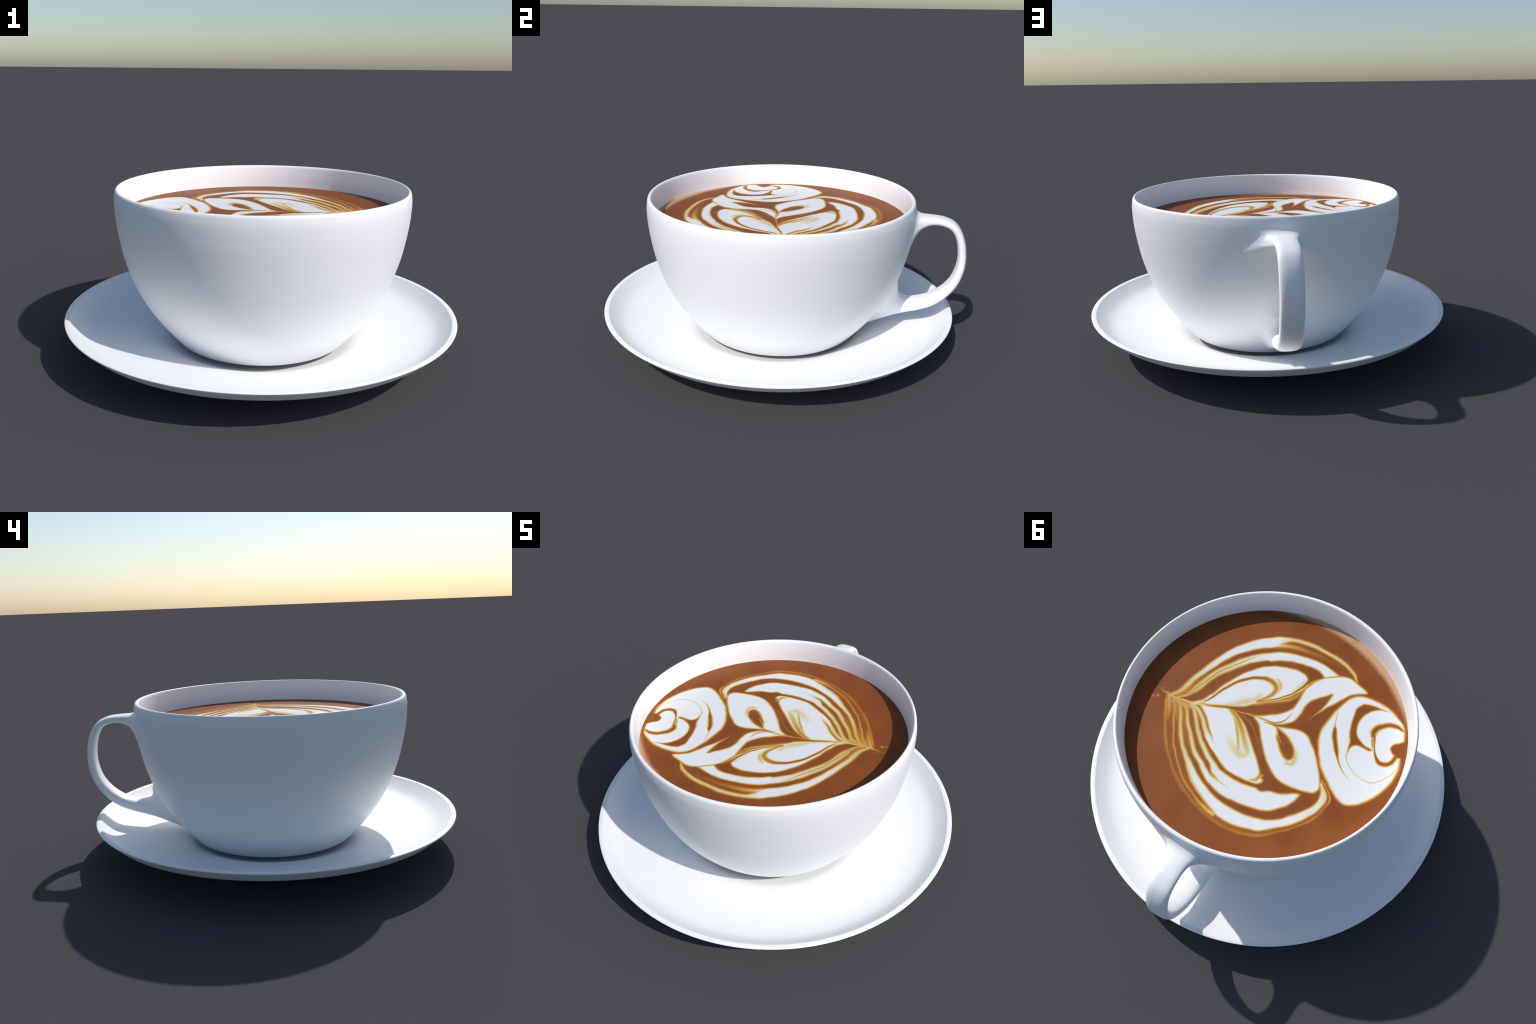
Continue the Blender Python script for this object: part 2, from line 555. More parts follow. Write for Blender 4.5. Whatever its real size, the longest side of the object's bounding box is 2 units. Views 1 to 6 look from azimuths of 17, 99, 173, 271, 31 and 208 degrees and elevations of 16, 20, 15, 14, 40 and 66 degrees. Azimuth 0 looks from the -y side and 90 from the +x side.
def outline(points, margin):
    """Signed depth inside a smooth closed petal given by points along its two margins."""
    c = hermite(points + points[:1], 0.004)[:-1]
    lo = np.clip(np.floor((c.min(0) - margin - org) / STEP).astype(int), 0, len(gx))
    hi = np.clip(np.ceil((c.max(0) + margin - org) / STEP).astype(int), 0, len(gx))
    sl = (slice(lo[0], hi[0]), slice(lo[1], hi[1]))
    X, Y = WX[sl], WY[sl]
    near = np.full(X.shape, 1e3)
    odd = np.zeros(X.shape, bool)
    for (x0, y0), (x1, y1) in zip(c, np.roll(c, -1, 0)):
        ex, ey = x1 - x0, y1 - y0
        t = np.clip(((X - x0) * ex + (Y - y0) * ey) / (ex * ex + ey * ey + 1e-12), 0, 1)
        near = np.minimum(near, np.hypot(X - x0 - t * ex, Y - y0 - t * ey))
        if y0 != y1:
            odd ^= ((y0 > Y) != (y1 > Y)) & (X < x0 + ex * (Y - y0) / ey)
    return sl, np.where(odd, near, -near)


def pour_petal(kind, soft, points):
    sl, d = outline(points, 4 * soft)
    m = profile(d, soft, np.full(d.shape, 0.05))
    if kind not in kinds:
        kinds.append(kind)
    up = m >= foam[sl] - 0.01
    owner[sl] = np.where(up & (m > 0.12), kinds.index(kind) + 1, owner[sl])
    foam[sl] = np.maximum(foam[sl], m)


def cut_petal(kind, soft, points):
    sl, d = outline(points, 4 * soft)
    foam[sl] = np.minimum(foam[sl], 1 - profile(d, soft, np.full(d.shape, 0.05)))


pour('halo', 0.0099, [(0.471, 0.139, 0.0176, 0.06), (0.416, 0.214, 0.0247, 0.10), (0.366, 0.276, 0.0268, 0.10), (0.288, 0.348, 0.0263, 0.13), (0.196, 0.429, 0.0257, 0.13), (0.118, 0.467, 0.0253, 0.13), (0.047, 0.495, 0.0228, 0.13), (-0.047, 0.521, 0.0157, 0.13), (-0.170, 0.514, 0.0100, 0.13), (-0.208, 0.505, 0.0100, 0.13), (-0.296, 0.440, 0.0067, 0.13), (-0.360, 0.377, 0.0056, 0.06)], wash=True)
pour('halo', 0.0042, [(0.511, 0.106, 0.0051, 0.42), (0.495, 0.131, 0.0071, 0.40), (0.476, 0.157, 0.0075, 0.36), (0.450, 0.204, 0.0070, 0.30), (0.414, 0.259, 0.0064, 0.28), (0.365, 0.320, 0.0063, 0.25), (0.309, 0.375, 0.0067, 0.22), (0.263, 0.416, 0.0071, 0.24), (0.208, 0.450, 0.0089, 0.22), (0.144, 0.483, 0.0083, 0.22), (0.080, 0.506, 0.0073, 0.22), (0.015, 0.525, 0.0063, 0.24), (-0.080, 0.534, 0.0063, 0.24), (-0.152, 0.526, 0.0062, 0.26), (-0.217, 0.507, 0.0062, 0.28), (-0.249, 0.489, 0.0058, 0.28), (-0.299, 0.446, 0.0058, 0.22), (-0.347, 0.398, 0.0054, 0.22), (-0.392, 0.345, 0.0049, 0.25), (-0.419, 0.302, 0.0050, 0.30), (-0.435, 0.263, 0.0050, 0.25), (-0.444, 0.209, 0.0041, 0.25), (-0.446, 0.181, 0.0037, 0.45), (-0.429, 0.154, 0.0030, 0.40), (-0.397, 0.126, 0.0030, 0.35), (-0.367, 0.109, 0.0028, 0.50)])
pour('halo', 0.0042, [(0.336, 0.303, 0.0034, 0.42), (0.299, 0.340, 0.0036, 0.42), (0.262, 0.377, 0.0033, 0.40), (0.235, 0.401, 0.0035, 0.40), (0.193, 0.433, 0.0040, 0.40), (0.146, 0.456, 0.0039, 0.40), (0.100, 0.479, 0.0041, 0.42), (0.061, 0.494, 0.0073, 0.52), (0.016, 0.504, 0.0104, 0.58), (-0.012, 0.507, 0.0124, 0.64)])
pour('T1', 0.0038, [(0.504, 0.077, 0.0076, 0.58), (0.475, 0.040, 0.0133, 0.62), (0.460, -0.016, 0.0160, 0.68), (0.446, -0.082, 0.0172, 0.78), (0.417, -0.172, 0.0179, 0.90), (0.371, -0.282, 0.0214, 1.00), (0.310, -0.367, 0.0264, 1.00), (0.260, -0.418, 0.0303, 1.00), (0.220, -0.447, 0.0319, 1.00), (0.188, -0.481, 0.0228, 0.95), (0.142, -0.512, 0.0136, 0.76), (0.042, -0.535, 0.0130, 0.72), (-0.060, -0.533, 0.0113, 0.70), (-0.131, -0.526, 0.0112, 0.68), (-0.189, -0.510, 0.0100, 0.66), (-0.234, -0.486, 0.0079, 0.64), (-0.269, -0.455, 0.0021, 0.60)])
pour('T1', 0.0074, [(0.227, -0.430, 0.0150, 0.90), (0.188, -0.448, 0.0168, 0.74), (0.145, -0.468, 0.0159, 0.56), (0.094, -0.482, 0.0159, 0.40), (0.022, -0.492, 0.0149, 0.24), (-0.072, -0.498, 0.0138, 0.15), (-0.159, -0.497, 0.0119, 0.10)], wash=True)
cut('T1', 0.0060, [(0.176, -0.479, 0.0075, 0.80), (0.131, -0.494, 0.0084, 0.62), (0.087, -0.504, 0.0075, 0.50)], wash=True)
cut('T1', 0.0015, [(0.447, -0.040, 0.0021, 0.10), (0.400, -0.144, 0.0026, 0.10), (0.352, -0.251, 0.0024, 0.10), (0.346, -0.275, 0.0027, 0.10), (0.289, -0.331, 0.0053, 0.10), (0.216, -0.393, 0.0059, 0.10), (0.164, -0.425, 0.0070, 0.10)])
pour('T2', 0.0038, [(0.470, 0.073, 0.0038, 0.55), (0.435, 0.040, 0.0076, 0.60), (0.409, -0.025, 0.0195, 0.64), (0.383, -0.117, 0.0203, 0.66), (0.329, -0.214, 0.0237, 0.74), (0.268, -0.297, 0.0233, 0.86), (0.217, -0.345, 0.0240, 0.95), (0.164, -0.381, 0.0245, 1.00)])
pour_petal('T2', 0.0038, [(0.228, -0.338), (0.204, -0.382), (0.163, -0.413), (0.100, -0.440), (0.004, -0.460), (-0.081, -0.463), (-0.134, -0.454), (-0.177, -0.441), (-0.143, -0.418), (-0.111, -0.392), (-0.100, -0.402), (-0.059, -0.415), (-0.002, -0.413), (0.074, -0.395), (0.136, -0.366), (0.179, -0.339)])
cut('T2', 0.0012, [(0.453, 0.066, 0.0020, 0.20), (0.431, 0.046, 0.0028, 0.20), (0.410, -0.026, 0.0033, 0.22), (0.381, -0.113, 0.0034, 0.20), (0.350, -0.182, 0.0031, 0.15), (0.314, -0.236, 0.0029, 0.22), (0.271, -0.301, 0.0024, 0.35), (0.241, -0.338, 0.0013, 0.55), (0.203, -0.370, 0.0008, 0.85)])
pour_petal('T3', 0.0038, [(0.342, 0.034), (0.327, -0.035), (0.300, -0.116), (0.267, -0.190), (0.227, -0.253), (0.178, -0.303), (0.120, -0.339), (0.064, -0.358), (0.010, -0.366), (-0.029, -0.360), (-0.049, -0.341), (-0.050, -0.308), (-0.038, -0.262), (-0.017, -0.214), (0.016, -0.172), (0.061, -0.135), (0.092, -0.107), (0.128, -0.072), (0.158, -0.043), (0.217, -0.013), (0.276, 0.015), (0.330, 0.038)])
pour('T4', 0.0038, [(0.386, 0.064, 0.0040, 0.70), (0.363, 0.048, 0.0086, 0.75), (0.337, 0.023, 0.0152, 0.85), (0.314, -0.007, 0.0254, 0.95), (0.289, -0.034, 0.0331, 1.00)])
cut('T4', 0.0087, [(0.312, 0.040, 0.0050, 0.70), (0.251, 0.004, 0.0114, 0.72), (0.196, -0.041, 0.0177, 0.70), (0.152, -0.083, 0.0228, 0.68), (0.128, -0.109, 0.0191, 0.72), (0.116, -0.145, 0.0128, 0.75)], wash=True)
cut('T4', 0.0049, [(0.340, 0.029, 0.0018, 0.30), (0.323, 0.002, 0.0035, 0.14), (0.302, -0.056, 0.0044, 0.08), (0.269, -0.130, 0.0054, 0.04), (0.226, -0.187, 0.0063, 0.02), (0.180, -0.224, 0.0072, 0.04), (0.137, -0.241, 0.0099, 0.16), (0.098, -0.240, 0.0135, 0.26), (0.070, -0.223, 0.0134, 0.30), (0.064, -0.193, 0.0107, 0.32), (0.080, -0.151, 0.0080, 0.34), (0.112, -0.108, 0.0062, 0.30)])
cut('T3', 0.0055, [(0.089, -0.268, 0.0063, 0.62), (0.065, -0.254, 0.0090, 0.58), (0.051, -0.227, 0.0080, 0.62), (0.049, -0.200, 0.0071, 0.75)], wash=True)
cut('T3', 0.0060, [(-0.010, -0.241, 0.0103, 0.80), (-0.026, -0.285, 0.0103, 0.78), (-0.036, -0.323, 0.0088, 0.76)], wash=True)
pour('streak', 0.0056, [(0.135, -0.074, 0.0061, 0.36), (0.102, -0.102, 0.0112, 0.40), (0.046, -0.148, 0.0132, 0.36), (-0.010, -0.193, 0.0153, 0.32), (-0.042, -0.234, 0.0169, 0.30), (-0.053, -0.266, 0.0128, 0.30), (-0.061, -0.293, 0.0113, 0.34), (-0.070, -0.331, 0.0083, 0.40), (-0.092, -0.366, 0.0052, 0.50), (-0.118, -0.385, 0.0036, 0.45), (-0.172, -0.438, 0.0021, 0.35)])
pour('streak', 0.0035, [(0.100, -0.099, 0.0023, 0.48), (0.043, -0.142, 0.0030, 0.52), (-0.013, -0.187, 0.0041, 0.50), (-0.042, -0.224, 0.0036, 0.42)])
pour('streak', 0.0031, [(0.113, -0.102, 0.0025, 0.55), (0.051, -0.156, 0.0038, 0.62), (-0.003, -0.206, 0.0043, 0.62), (-0.032, -0.251, 0.0046, 0.64), (-0.047, -0.273, 0.0044, 0.66), (-0.061, -0.317, 0.0036, 0.60)])
cut('streak', 0.0031, [(0.112, -0.101, 0.0018, 0.12), (0.060, -0.147, 0.0023, 0.10), (0.015, -0.189, 0.0028, 0.06), (-0.015, -0.233, 0.0033, 0.06), (-0.030, -0.264, 0.0039, 0.06), (-0.046, -0.305, 0.0047, 0.06), (-0.052, -0.333, 0.0052, 0.06)])
pour_petal('P5', 0.0038, [(0.123, -0.023), (0.071, -0.039), (0.023, -0.070), (-0.028, -0.113), (-0.057, -0.157), (-0.063, -0.197), (-0.061, -0.242), (-0.060, -0.291), (-0.073, -0.336), (-0.104, -0.384), (-0.149, -0.424), (-0.193, -0.450), (-0.236, -0.457), (-0.290, -0.443), (-0.340, -0.423), (-0.304, -0.397), (-0.273, -0.368), (-0.248, -0.326), (-0.224, -0.283), (-0.200, -0.241), (-0.177, -0.194), (-0.184, -0.227), (-0.189, -0.262), (-0.191, -0.296), (-0.191, -0.330), (-0.168, -0.301), (-0.138, -0.270), (-0.118, -0.236), (-0.108, -0.198), (-0.109, -0.151), (-0.104, -0.111), (-0.078, -0.074), (-0.046, -0.048), (-0.014, -0.039), (0.030, -0.035), (0.076, -0.032)])
cut('P5', 0.0031, [(-0.064, -0.302, 0.0036, 0.35), (-0.076, -0.340, 0.0045, 0.40), (-0.104, -0.385, 0.0036, 0.45), (-0.149, -0.425, 0.0036, 0.50), (-0.187, -0.453, 0.0036, 0.20)])
cut('P5', 0.0015, [(0.021, -0.038, 0.0012, 0.30), (-0.007, -0.042, 0.0020, 0.22), (-0.027, -0.049, 0.0027, 0.16), (-0.052, -0.071, 0.0032, 0.14), (-0.065, -0.101, 0.0022, 0.25), (-0.068, -0.139, 0.0013, 0.60), (-0.066, -0.176, 0.0008, 0.88)])
pour('P5', 0.0015, [(-0.177, -0.194, 0.0017, 0.70), (-0.161, -0.158, 0.0013, 0.35), (-0.148, -0.131, 0.0009, 0.25)])
pour_petal('P6', 0.0038, [(0.090, -0.024), (0.051, -0.006), (0.018, 0.030), (-0.015, 0.073), (-0.050, 0.114), (-0.096, 0.158), (-0.142, 0.191), (-0.185, 0.210), (-0.231, 0.213), (-0.283, 0.210), (-0.330, 0.199), (-0.366, 0.181), (-0.376, 0.153), (-0.360, 0.113), (-0.336, 0.078), (-0.304, 0.037), (-0.269, -0.003), (-0.234, -0.034), (-0.195, -0.063), (-0.154, -0.071), (-0.112, -0.062), (-0.074, -0.047), (-0.039, -0.035), (-0.001, -0.036), (0.040, -0.035), (0.072, -0.034)])
pour('vein', 0.0028, [(0.244, 0.006, 0.0015, 0.40), (0.192, -0.005, 0.0015, 0.45), (0.157, -0.011, 0.0013, 0.55), (0.089, -0.024, 0.0020, 0.55), (0.031, -0.029, 0.0025, 0.50), (-0.014, -0.030, 0.0022, 0.45)])
cut_petal('vein', 0.0045, [(-0.033, -0.035), (-0.059, -0.005), (-0.068, 0.021), (-0.094, 0.050), (-0.122, 0.076), (-0.154, 0.098), (-0.180, 0.099), (-0.194, 0.078), (-0.186, 0.046), (-0.166, 0.020), (-0.135, -0.002), (-0.098, -0.021), (-0.063, -0.031)])
cut('vein', 0.0035, [(0.028, -0.022, 0.0010, 0.30), (0.003, -0.027, 0.0017, 0.12), (-0.022, -0.029, 0.0020, 0.05), (-0.038, -0.031, 0.0020, 0.00)])
cut('vein', 0.0017, [(-0.043, -0.040, 0.0017, 0.15), (-0.064, -0.050, 0.0030, 0.00), (-0.095, -0.066, 0.0064, 0.00), (-0.126, -0.084, 0.0124, 0.00)])
cut('P6', 0.0074, [(-0.177, 0.030, 0.0084, 0.75), (-0.191, 0.052, 0.0117, 0.62), (-0.203, 0.080, 0.0133, 0.64), (-0.199, 0.108, 0.0116, 0.64), (-0.175, 0.114, 0.0083, 0.70)], wash=True)
pour('vein', 0.0017, [(-0.051, -0.010, 0.0025, 0.62), (-0.061, -0.001, 0.0029, 0.66), (-0.083, 0.016, 0.0017, 0.50), (-0.098, 0.029, 0.0019, 0.50), (-0.114, 0.040, 0.0010, 0.20)])
pour_petal('L1', 0.0038, [(0.348, 0.054), (0.303, 0.080), (0.260, 0.118), (0.214, 0.165), (0.176, 0.205), (0.134, 0.246), (0.092, 0.273), (0.050, 0.288), (0.015, 0.295), (-0.038, 0.296), (-0.075, 0.291), (-0.111, 0.277), (-0.129, 0.256), (-0.107, 0.231), (-0.089, 0.212), (-0.063, 0.182), (-0.026, 0.148), (0.015, 0.111), (0.056, 0.073), (0.101, 0.036), (0.145, 0.011), (0.186, -0.002), (0.226, 0.003), (0.288, 0.028), (0.328, 0.040)])
cut('L1', 0.0084, [(0.121, 0.142, 0.0220, 0.86), (0.075, 0.172, 0.0218, 0.70), (0.030, 0.186, 0.0200, 0.70), (0.008, 0.168, 0.0167, 0.75)], wash=True)
cut('L1', 0.0050, [(0.198, 0.002, 0.0105, 0.40), (0.154, 0.019, 0.0138, 0.30), (0.112, 0.053, 0.0154, 0.36), (0.072, 0.093, 0.0170, 0.48), (0.034, 0.133, 0.0168, 0.58), (0.009, 0.159, 0.0133, 0.66)], wash=True)
cut('L1', 0.0050, [(0.169, 0.022, 0.0061, 0.60), (0.129, 0.063, 0.0077, 0.45), (0.090, 0.114, 0.0076, 0.48), (0.060, 0.158, 0.0084, 0.56), (0.049, 0.182, 0.0075, 0.75)], wash=True)
cut('L1', 0.0047, [(-0.074, 0.275, 0.0065, 0.62), (-0.094, 0.263, 0.0097, 0.45), (-0.102, 0.239, 0.0090, 0.35), (-0.091, 0.211, 0.0066, 0.40), (-0.069, 0.184, 0.0049, 0.50)], wash=True)
pour('L1', 0.0031, [(-0.068, 0.292, 0.0023, 0.66), (-0.100, 0.280, 0.0033, 0.62), (-0.121, 0.263, 0.0037, 0.58), (-0.126, 0.244, 0.0028, 0.55)])
pour('L1', 0.0028, [(-0.116, 0.230, 0.0021, 0.70), (-0.109, 0.220, 0.0012, 0.60)])
pour('streak', 0.0035, [(0.163, -0.010, 0.0025, 0.14), (0.112, 0.006, 0.0030, 0.20), (0.083, 0.013, 0.0030, 0.24), (0.052, 0.032, 0.0025, 0.24), (0.022, 0.060, 0.0022, 0.18), (-0.001, 0.091, 0.0019, 0.12)])
pour('streak', 0.0074, [(0.010, 0.068, 0.0073, 0.10), (-0.022, 0.108, 0.0097, 0.12), (-0.056, 0.148, 0.0096, 0.12)], wash=True)
pour('L2', 0.0038, [(0.393, 0.066, 0.0056, 0.70), (0.351, 0.075, 0.0111, 0.72), (0.301, 0.105, 0.0125, 0.74), (0.264, 0.141, 0.0136, 0.78), (0.224, 0.178, 0.0171, 0.92), (0.179, 0.211, 0.0230, 1.00), (0.127, 0.234, 0.0240, 1.00)])
cut('L2', 0.0017, [(0.375, 0.064, 0.0018, 0.50), (0.339, 0.068, 0.0025, 0.42), (0.309, 0.084, 0.0028, 0.36), (0.261, 0.124, 0.0027, 0.34), (0.223, 0.156, 0.0020, 0.60), (0.188, 0.184, 0.0010, 0.84)])
pour('L3', 0.0038, [(0.397, 0.069, 0.0035, 0.62), (0.359, 0.089, 0.0090, 0.66), (0.313, 0.139, 0.0109, 0.68), (0.278, 0.179, 0.0118, 0.70), (0.238, 0.216, 0.0126, 0.76), (0.182, 0.257, 0.0130, 0.86), (0.134, 0.287, 0.0138, 0.95), (0.101, 0.305, 0.0156, 1.00)])
pour_petal('L3', 0.0038, [(0.168, 0.266), (0.144, 0.293), (0.110, 0.328), (0.072, 0.360), (0.032, 0.388), (-0.007, 0.410), (-0.054, 0.407), (-0.125, 0.398), (-0.191, 0.383), (-0.231, 0.363), (-0.268, 0.326), (-0.291, 0.296), (-0.305, 0.265), (-0.311, 0.241), (-0.312, 0.223), (-0.285, 0.230), (-0.253, 0.251), (-0.219, 0.269), (-0.180, 0.279), (-0.141, 0.299), (-0.117, 0.297), (-0.067, 0.307), (-0.014, 0.308), (0.042, 0.305), (0.086, 0.298), (0.124, 0.281), (0.150, 0.267), (0.168, 0.256)])
pour('L4', 0.0038, [(0.429, 0.080, 0.0025, 0.56), (0.390, 0.107, 0.0080, 0.60), (0.342, 0.171, 0.0099, 0.66), (0.303, 0.209, 0.0108, 0.72), (0.267, 0.248, 0.0116, 0.74), (0.228, 0.284, 0.0132, 0.80), (0.179, 0.314, 0.0138, 0.88), (0.150, 0.334, 0.0142, 0.95), (0.100, 0.362, 0.0178, 1.00), (0.057, 0.376, 0.0205, 1.00), (0.010, 0.388, 0.0204, 1.00), (-0.030, 0.395, 0.0161, 1.00)])
cut('L3', 0.0042, [(0.257, 0.230, 0.0083, 0.00), (0.232, 0.251, 0.0097, 0.00), (0.206, 0.271, 0.0111, 0.02), (0.157, 0.301, 0.0090, 0.12), (0.125, 0.327, 0.0061, 0.26), (0.090, 0.340, 0.0038, 0.36), (0.053, 0.353, 0.0023, 0.50), (0.015, 0.360, 0.0014, 0.68), (-0.015, 0.365, 0.0009, 0.90)])
cut('L3', 0.0035, [(0.364, 0.076, 0.0013, 0.40), (0.325, 0.106, 0.0030, 0.30), (0.280, 0.150, 0.0047, 0.10), (0.251, 0.179, 0.0061, 0.03), (0.220, 0.206, 0.0066, 0.00), (0.167, 0.239, 0.0075, 0.00), (0.113, 0.269, 0.0081, 0.00), (0.084, 0.290, 0.0085, 0.00), (0.041, 0.296, 0.0090, 0.00), (-0.013, 0.298, 0.0098, 0.00), (-0.065, 0.297, 0.0107, 0.00), (-0.112, 0.288, 0.0121, 0.00)])
cut('L3', 0.0055, [(-0.209, 0.255, 0.0128, 0.55), (-0.235, 0.254, 0.0107, 0.60), (-0.269, 0.238, 0.0083, 0.72)], wash=True)
cut('L3', 0.0042, [(-0.179, 0.238, 0.0175, 0.00), (-0.201, 0.231, 0.0103, 0.00), (-0.229, 0.235, 0.0060, 0.00), (-0.257, 0.239, 0.0014, 0.25)])
pour('L5', 0.0038, [(0.453, 0.081, 0.0035, 0.52), (0.415, 0.122, 0.0085, 0.58), (0.372, 0.189, 0.0099, 0.66), (0.343, 0.232, 0.0105, 0.68), (0.300, 0.282, 0.0104, 0.70), (0.266, 0.312, 0.0120, 0.76), (0.228, 0.342, 0.0157, 0.84), (0.194, 0.371, 0.0170, 0.95), (0.170, 0.386, 0.0183, 1.00)])
cut('L3', 0.0065, [(0.259, 0.253, 0.0369, 0.70), (0.205, 0.278, 0.0299, 0.76), (0.136, 0.298, 0.0330, 0.86), (0.064, 0.326, 0.0244, 0.95)], wash=True)
pour_petal('L5', 0.0038, [(0.275, 0.298), (0.252, 0.310), (0.235, 0.321), (0.209, 0.339), (0.174, 0.361), (0.127, 0.388), (0.060, 0.417), (-0.007, 0.436), (-0.073, 0.439), (-0.147, 0.434), (-0.212, 0.418), (-0.253, 0.401), (-0.285, 0.378), (-0.316, 0.344), (-0.361, 0.290), (-0.393, 0.233), (-0.395, 0.178), (-0.381, 0.150), (-0.364, 0.126), (-0.368, 0.118), (-0.394, 0.136), (-0.421, 0.159), (-0.433, 0.188), (-0.426, 0.246), (-0.396, 0.307), (-0.355, 0.368), (-0.289, 0.429), (-0.228, 0.477), (-0.204, 0.486), (-0.129, 0.505), (-0.038, 0.507), (0.027, 0.486), (0.099, 0.456), (0.165, 0.419), (0.211, 0.381), (0.242, 0.350), (0.273, 0.318)])
cut('L5', 0.0060, [(0.267, 0.304, 0.0250, 0.70), (0.229, 0.343, 0.0247, 0.80), (0.184, 0.381, 0.0212, 0.93)], wash=True)
cut('L5', 0.0065, [(-0.378, 0.137, 0.0065, 0.70), (-0.413, 0.170, 0.0112, 0.78), (-0.413, 0.237, 0.0111, 0.86), (-0.375, 0.327, 0.0110, 0.90)], wash=True)
cut('L5', 0.0050, [(0.248, 0.339, 0.0041, 0.62), (0.169, 0.407, 0.0057, 0.60), (0.079, 0.461, 0.0064, 0.60), (-0.018, 0.499, 0.0063, 0.62)], wash=True)
pour('L6', 0.0055, [(0.509, 0.085, 0.0117, 0.56), (0.491, 0.110, 0.0152, 0.50), (0.471, 0.139, 0.0151, 0.42), (0.456, 0.167, 0.0125, 0.33), (0.441, 0.196, 0.0094, 0.26)], wash=True)
pour('L6', 0.0042, [(0.480, 0.097, 0.0046, 0.52), (0.451, 0.121, 0.0055, 0.50), (0.427, 0.160, 0.0050, 0.46), (0.401, 0.206, 0.0042, 0.46), (0.366, 0.261, 0.0034, 0.44), (0.336, 0.303, 0.0034, 0.42)])
pour('hub', 0.0035, [(0.575, 0.070, 0.0021, 0.22), (0.547, 0.076, 0.0031, 0.32), (0.524, 0.077, 0.0041, 0.50), (0.502, 0.080, 0.0071, 0.60), (0.467, 0.078, 0.0056, 0.60), (0.431, 0.072, 0.0056, 0.64), (0.393, 0.066, 0.0056, 0.70), (0.358, 0.055, 0.0045, 0.80), (0.326, 0.040, 0.0025, 0.85)])
pour('hub', 0.0099, [(0.551, 0.063, 0.0154, 0.10)], wash=True)
pour('hub', 0.0065, [(0.555, 0.114, 0.0076, 0.42)], wash=True)
pour('hub', 0.0056, [(0.575, 0.127, 0.0036, 0.34)])
pour('hub', 0.0049, [(0.521, 0.069, 0.0026, 0.30)])
cut('hub', 0.0074, [(0.450, 0.122, 0.0524, 0.64), (0.370, 0.177, 0.0601, 0.70), (0.292, 0.231, 0.0524, 0.76), (0.214, 0.278, 0.0383, 0.86)], wash=True)
pour('streak', 0.0074, [(0.476, 0.094, 0.0299, 0.34), (0.430, 0.122, 0.0436, 0.30), (0.355, 0.185, 0.0531, 0.20), (0.274, 0.252, 0.0521, 0.15), (0.189, 0.304, 0.0463, 0.11), (0.107, 0.336, 0.0359, 0.09)], wash=True)
pour('streak', 0.0060, [(0.478, 0.087, 0.0194, 0.46), (0.431, 0.092, 0.0228, 0.48), (0.383, 0.083, 0.0192, 0.50), (0.337, 0.072, 0.0122, 0.40)], wash=True)
pour('streak', 0.0074, [(0.477, 0.059, 0.0159, 0.40), (0.450, 0.018, 0.0266, 0.28), (0.419, -0.056, 0.0323, 0.18), (0.383, -0.139, 0.0326, 0.12)], wash=True)
cut('T4', 0.0028, [(0.359, 0.054, 0.0008, 0.75), (0.305, 0.033, 0.0013, 0.50), (0.258, 0.014, 0.0030, 0.10), (0.216, -0.006, 0.0050, 0.00)])
pour_petal('RL', 0.0045, [(-0.275, -0.346), (-0.257, -0.291), (-0.246, -0.242), (-0.240, -0.184), (-0.237, -0.130), (-0.250, -0.075), (-0.274, -0.027), (-0.302, 0.018), (-0.335, 0.059), (-0.377, 0.093), (-0.428, 0.132), (-0.473, 0.159), (-0.513, 0.165), (-0.554, 0.144), (-0.594, 0.103), (-0.626, 0.046), (-0.651, -0.027), (-0.659, -0.095), (-0.649, -0.154), (-0.616, -0.226), (-0.615, -0.277), (-0.595, -0.323), (-0.564, -0.353), (-0.513, -0.385), (-0.449, -0.404), (-0.383, -0.407), (-0.324, -0.396), (-0.293, -0.374)])
cut('RL', 0.0042, [(-0.259, -0.273, 0.0013, 0.80), (-0.269, -0.226, 0.0020, 0.62), (-0.287, -0.175, 0.0030, 0.40), (-0.291, -0.166, 0.0059, 0.05), (-0.312, -0.127, 0.0103, 0.00), (-0.339, -0.083, 0.0117, 0.00), (-0.362, -0.052, 0.0058, 0.00), (-0.380, -0.028, 0.0034, 0.18), (-0.408, 0.002, 0.0026, 0.34), (-0.445, 0.027, 0.0017, 0.60), (-0.491, 0.044, 0.0009, 0.86)])
cut_petal('RL', 0.0031, [(-0.351, -0.360), (-0.382, -0.373), (-0.425, -0.379), (-0.481, -0.379), (-0.438, -0.369), (-0.407, -0.340), (-0.387, -0.307), (-0.379, -0.269), (-0.384, -0.226), (-0.400, -0.194), (-0.429, -0.171), (-0.462, -0.159), (-0.502, -0.154), (-0.489, -0.140), (-0.457, -0.141), (-0.428, -0.138), (-0.410, -0.123), (-0.404, -0.100), (-0.406, -0.068), (-0.395, -0.103), (-0.385, -0.138), (-0.367, -0.174), (-0.350, -0.217), (-0.341, -0.265), (-0.334, -0.320)])
pour_petal('R2', 0.0028, [(-0.406, -0.079), (-0.407, -0.102), (-0.417, -0.124), (-0.433, -0.136), (-0.463, -0.138), (-0.490, -0.138), (-0.512, -0.147), (-0.534, -0.127), (-0.556, -0.105), (-0.588, -0.101), (-0.615, -0.136), (-0.620, -0.166), (-0.640, -0.154), (-0.652, -0.126), (-0.647, -0.088), (-0.619, -0.038), (-0.583, -0.006), (-0.538, 0.010), (-0.493, 0.004), (-0.451, -0.019), (-0.420, -0.049)])
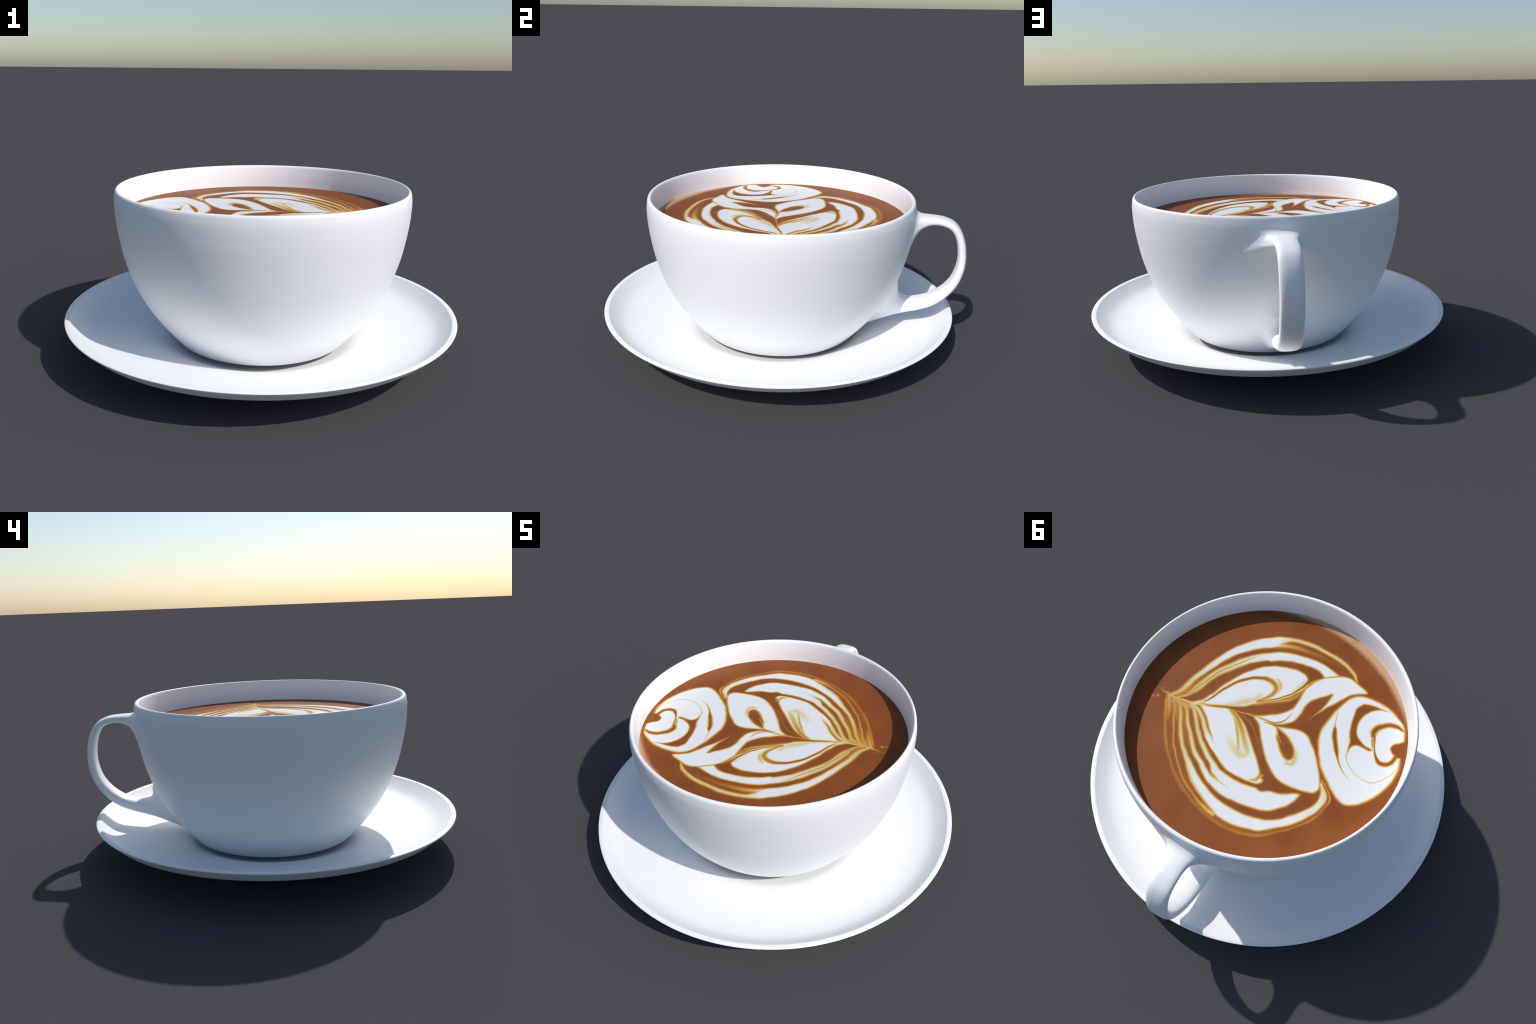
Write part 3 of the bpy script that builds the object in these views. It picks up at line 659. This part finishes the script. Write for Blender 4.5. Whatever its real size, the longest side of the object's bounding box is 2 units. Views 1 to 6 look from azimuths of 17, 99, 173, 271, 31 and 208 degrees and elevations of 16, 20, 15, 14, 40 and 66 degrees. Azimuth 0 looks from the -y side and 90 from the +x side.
cut('R2', 0.0015, [(-0.406, -0.066, 0.0019, 0.30), (-0.422, -0.043, 0.0017, 0.45), (-0.453, -0.015, 0.0017, 0.50), (-0.491, 0.003, 0.0017, 0.50), (-0.531, 0.008, 0.0016, 0.50), (-0.567, 0.004, 0.0021, 0.50), (-0.604, -0.023, 0.0019, 0.50), (-0.632, -0.068, 0.0021, 0.60), (-0.646, -0.116, 0.0024, 0.62), (-0.649, -0.138, 0.0024, 0.55)])
pour_petal('R3', 0.0028, [(-0.384, -0.226), (-0.378, -0.263), (-0.389, -0.308), (-0.413, -0.346), (-0.453, -0.376), (-0.506, -0.381), (-0.561, -0.359), (-0.591, -0.335), (-0.562, -0.339), (-0.523, -0.327), (-0.483, -0.298), (-0.456, -0.261), (-0.452, -0.234), (-0.470, -0.203), (-0.495, -0.163), (-0.484, -0.159), (-0.450, -0.165), (-0.420, -0.179), (-0.397, -0.203)])
cut_petal('R4', 0.0031, [(-0.569, -0.204), (-0.575, -0.229), (-0.601, -0.257), (-0.626, -0.288), (-0.657, -0.251), (-0.673, -0.199), (-0.655, -0.166), (-0.639, -0.177), (-0.625, -0.173), (-0.609, -0.176), (-0.589, -0.185)])
cut('R4', 0.0045, [(-0.590, -0.320, 0.0025, 0.08), (-0.558, -0.327, 0.0084, 0.05), (-0.522, -0.321, 0.0105, 0.03), (-0.493, -0.300, 0.0124, 0.03), (-0.472, -0.274, 0.0159, 0.03), (-0.466, -0.245, 0.0163, 0.03), (-0.471, -0.223, 0.0098, 0.05)])
cut('R4', 0.0049, [(-0.477, -0.208, 0.0049, 0.20), (-0.496, -0.172, 0.0044, 0.30)])
cut('R4', 0.0038, [(-0.476, -0.229, 0.0054, 0.08), (-0.496, -0.190, 0.0022, 0.12), (-0.513, -0.155, 0.0027, 0.06), (-0.533, -0.129, 0.0053, 0.00), (-0.559, -0.108, 0.0105, 0.00), (-0.585, -0.113, 0.0120, 0.00), (-0.607, -0.135, 0.0101, 0.00), (-0.614, -0.161, 0.0082, 0.00), (-0.613, -0.181, 0.0072, 0.00)])
pour('R4', 0.0028, [(-0.476, -0.213, 0.0015, 0.62), (-0.488, -0.191, 0.0017, 0.66), (-0.500, -0.168, 0.0015, 0.60)])
pour_petal('R4', 0.0028, [(-0.500, -0.200), (-0.490, -0.226), (-0.494, -0.259), (-0.510, -0.289), (-0.538, -0.314), (-0.571, -0.320), (-0.601, -0.306), (-0.609, -0.279), (-0.593, -0.255), (-0.570, -0.230), (-0.566, -0.207), (-0.583, -0.186), (-0.600, -0.171), (-0.603, -0.150), (-0.589, -0.126), (-0.565, -0.125), (-0.539, -0.141), (-0.516, -0.168)])

# a little milk bleeds into the crema around the foam and warms its colour
def soften(f, n):
    for ax in (0, 1):
        c = np.cumsum(np.pad(f, [(n + 1, n) if a == ax else (0, 0) for a in (0, 1)], mode="edge"), axis=ax)
        f = (np.take(c, np.arange(2*n + 1, c.shape[ax]), ax) - np.take(c, np.arange(0, c.shape[ax] - 2*n - 1), ax)) / (2*n + 1)
    return f


bleed = 0.10 * soften(soften(foam, 9), 9)
foam = np.maximum(foam, 0) + bleed * (1 - np.clip(foam * 3, 0, 1))


# one finely meshed surface, then split into crema and the separate milk petals
inside = np.hypot(GX - COFFEE_C[0], GY - COFFEE_C[1]) < COFFEE_R
Z = foam * FOAM_H
N = len(gx)
idx = np.arange(N * N).reshape(N, N)
cell = inside[:-1, :-1] & inside[1:, :-1] & inside[1:, 1:] & inside[:-1, 1:]
quads = np.stack([idx[:-1, :-1], idx[1:, :-1], idx[1:, 1:], idx[:-1, 1:]], -1)[cell]
P = np.stack([GX, GY, Z], -1).reshape(-1, 3)
zx = np.gradient(Z, STEP, axis=0)
zy = np.gradient(Z, STEP, axis=1)
NR = np.stack([-zx, -zy, np.ones_like(Z)], -1)
NR = (NR / np.linalg.norm(NR, axis=-1, keepdims=True)).reshape(-1, 3)
thick = foam[:-1, :-1][cell]
who = np.where(thick > 0.14, owner[:-1, :-1][cell], 0)


def piece(name, sel, parent):
    q = quads[sel]
    used = np.unique(q)
    remap = np.full(N * N, -1)
    remap[used] = np.arange(len(used))
    return mesh_object(name, P[used], remap[q], foam_mat, parent, NR[used])


coffee = piece("coffee", who == 0, cup)
coffee.location = (0, 0, COFFEE_Z)
for k, kind in enumerate(kinds):
    sel = who == k + 1
    if sel.sum() > 20:
        piece("milk_petal" if kind[0] in "TPLR" else "milk_streak", sel, coffee)
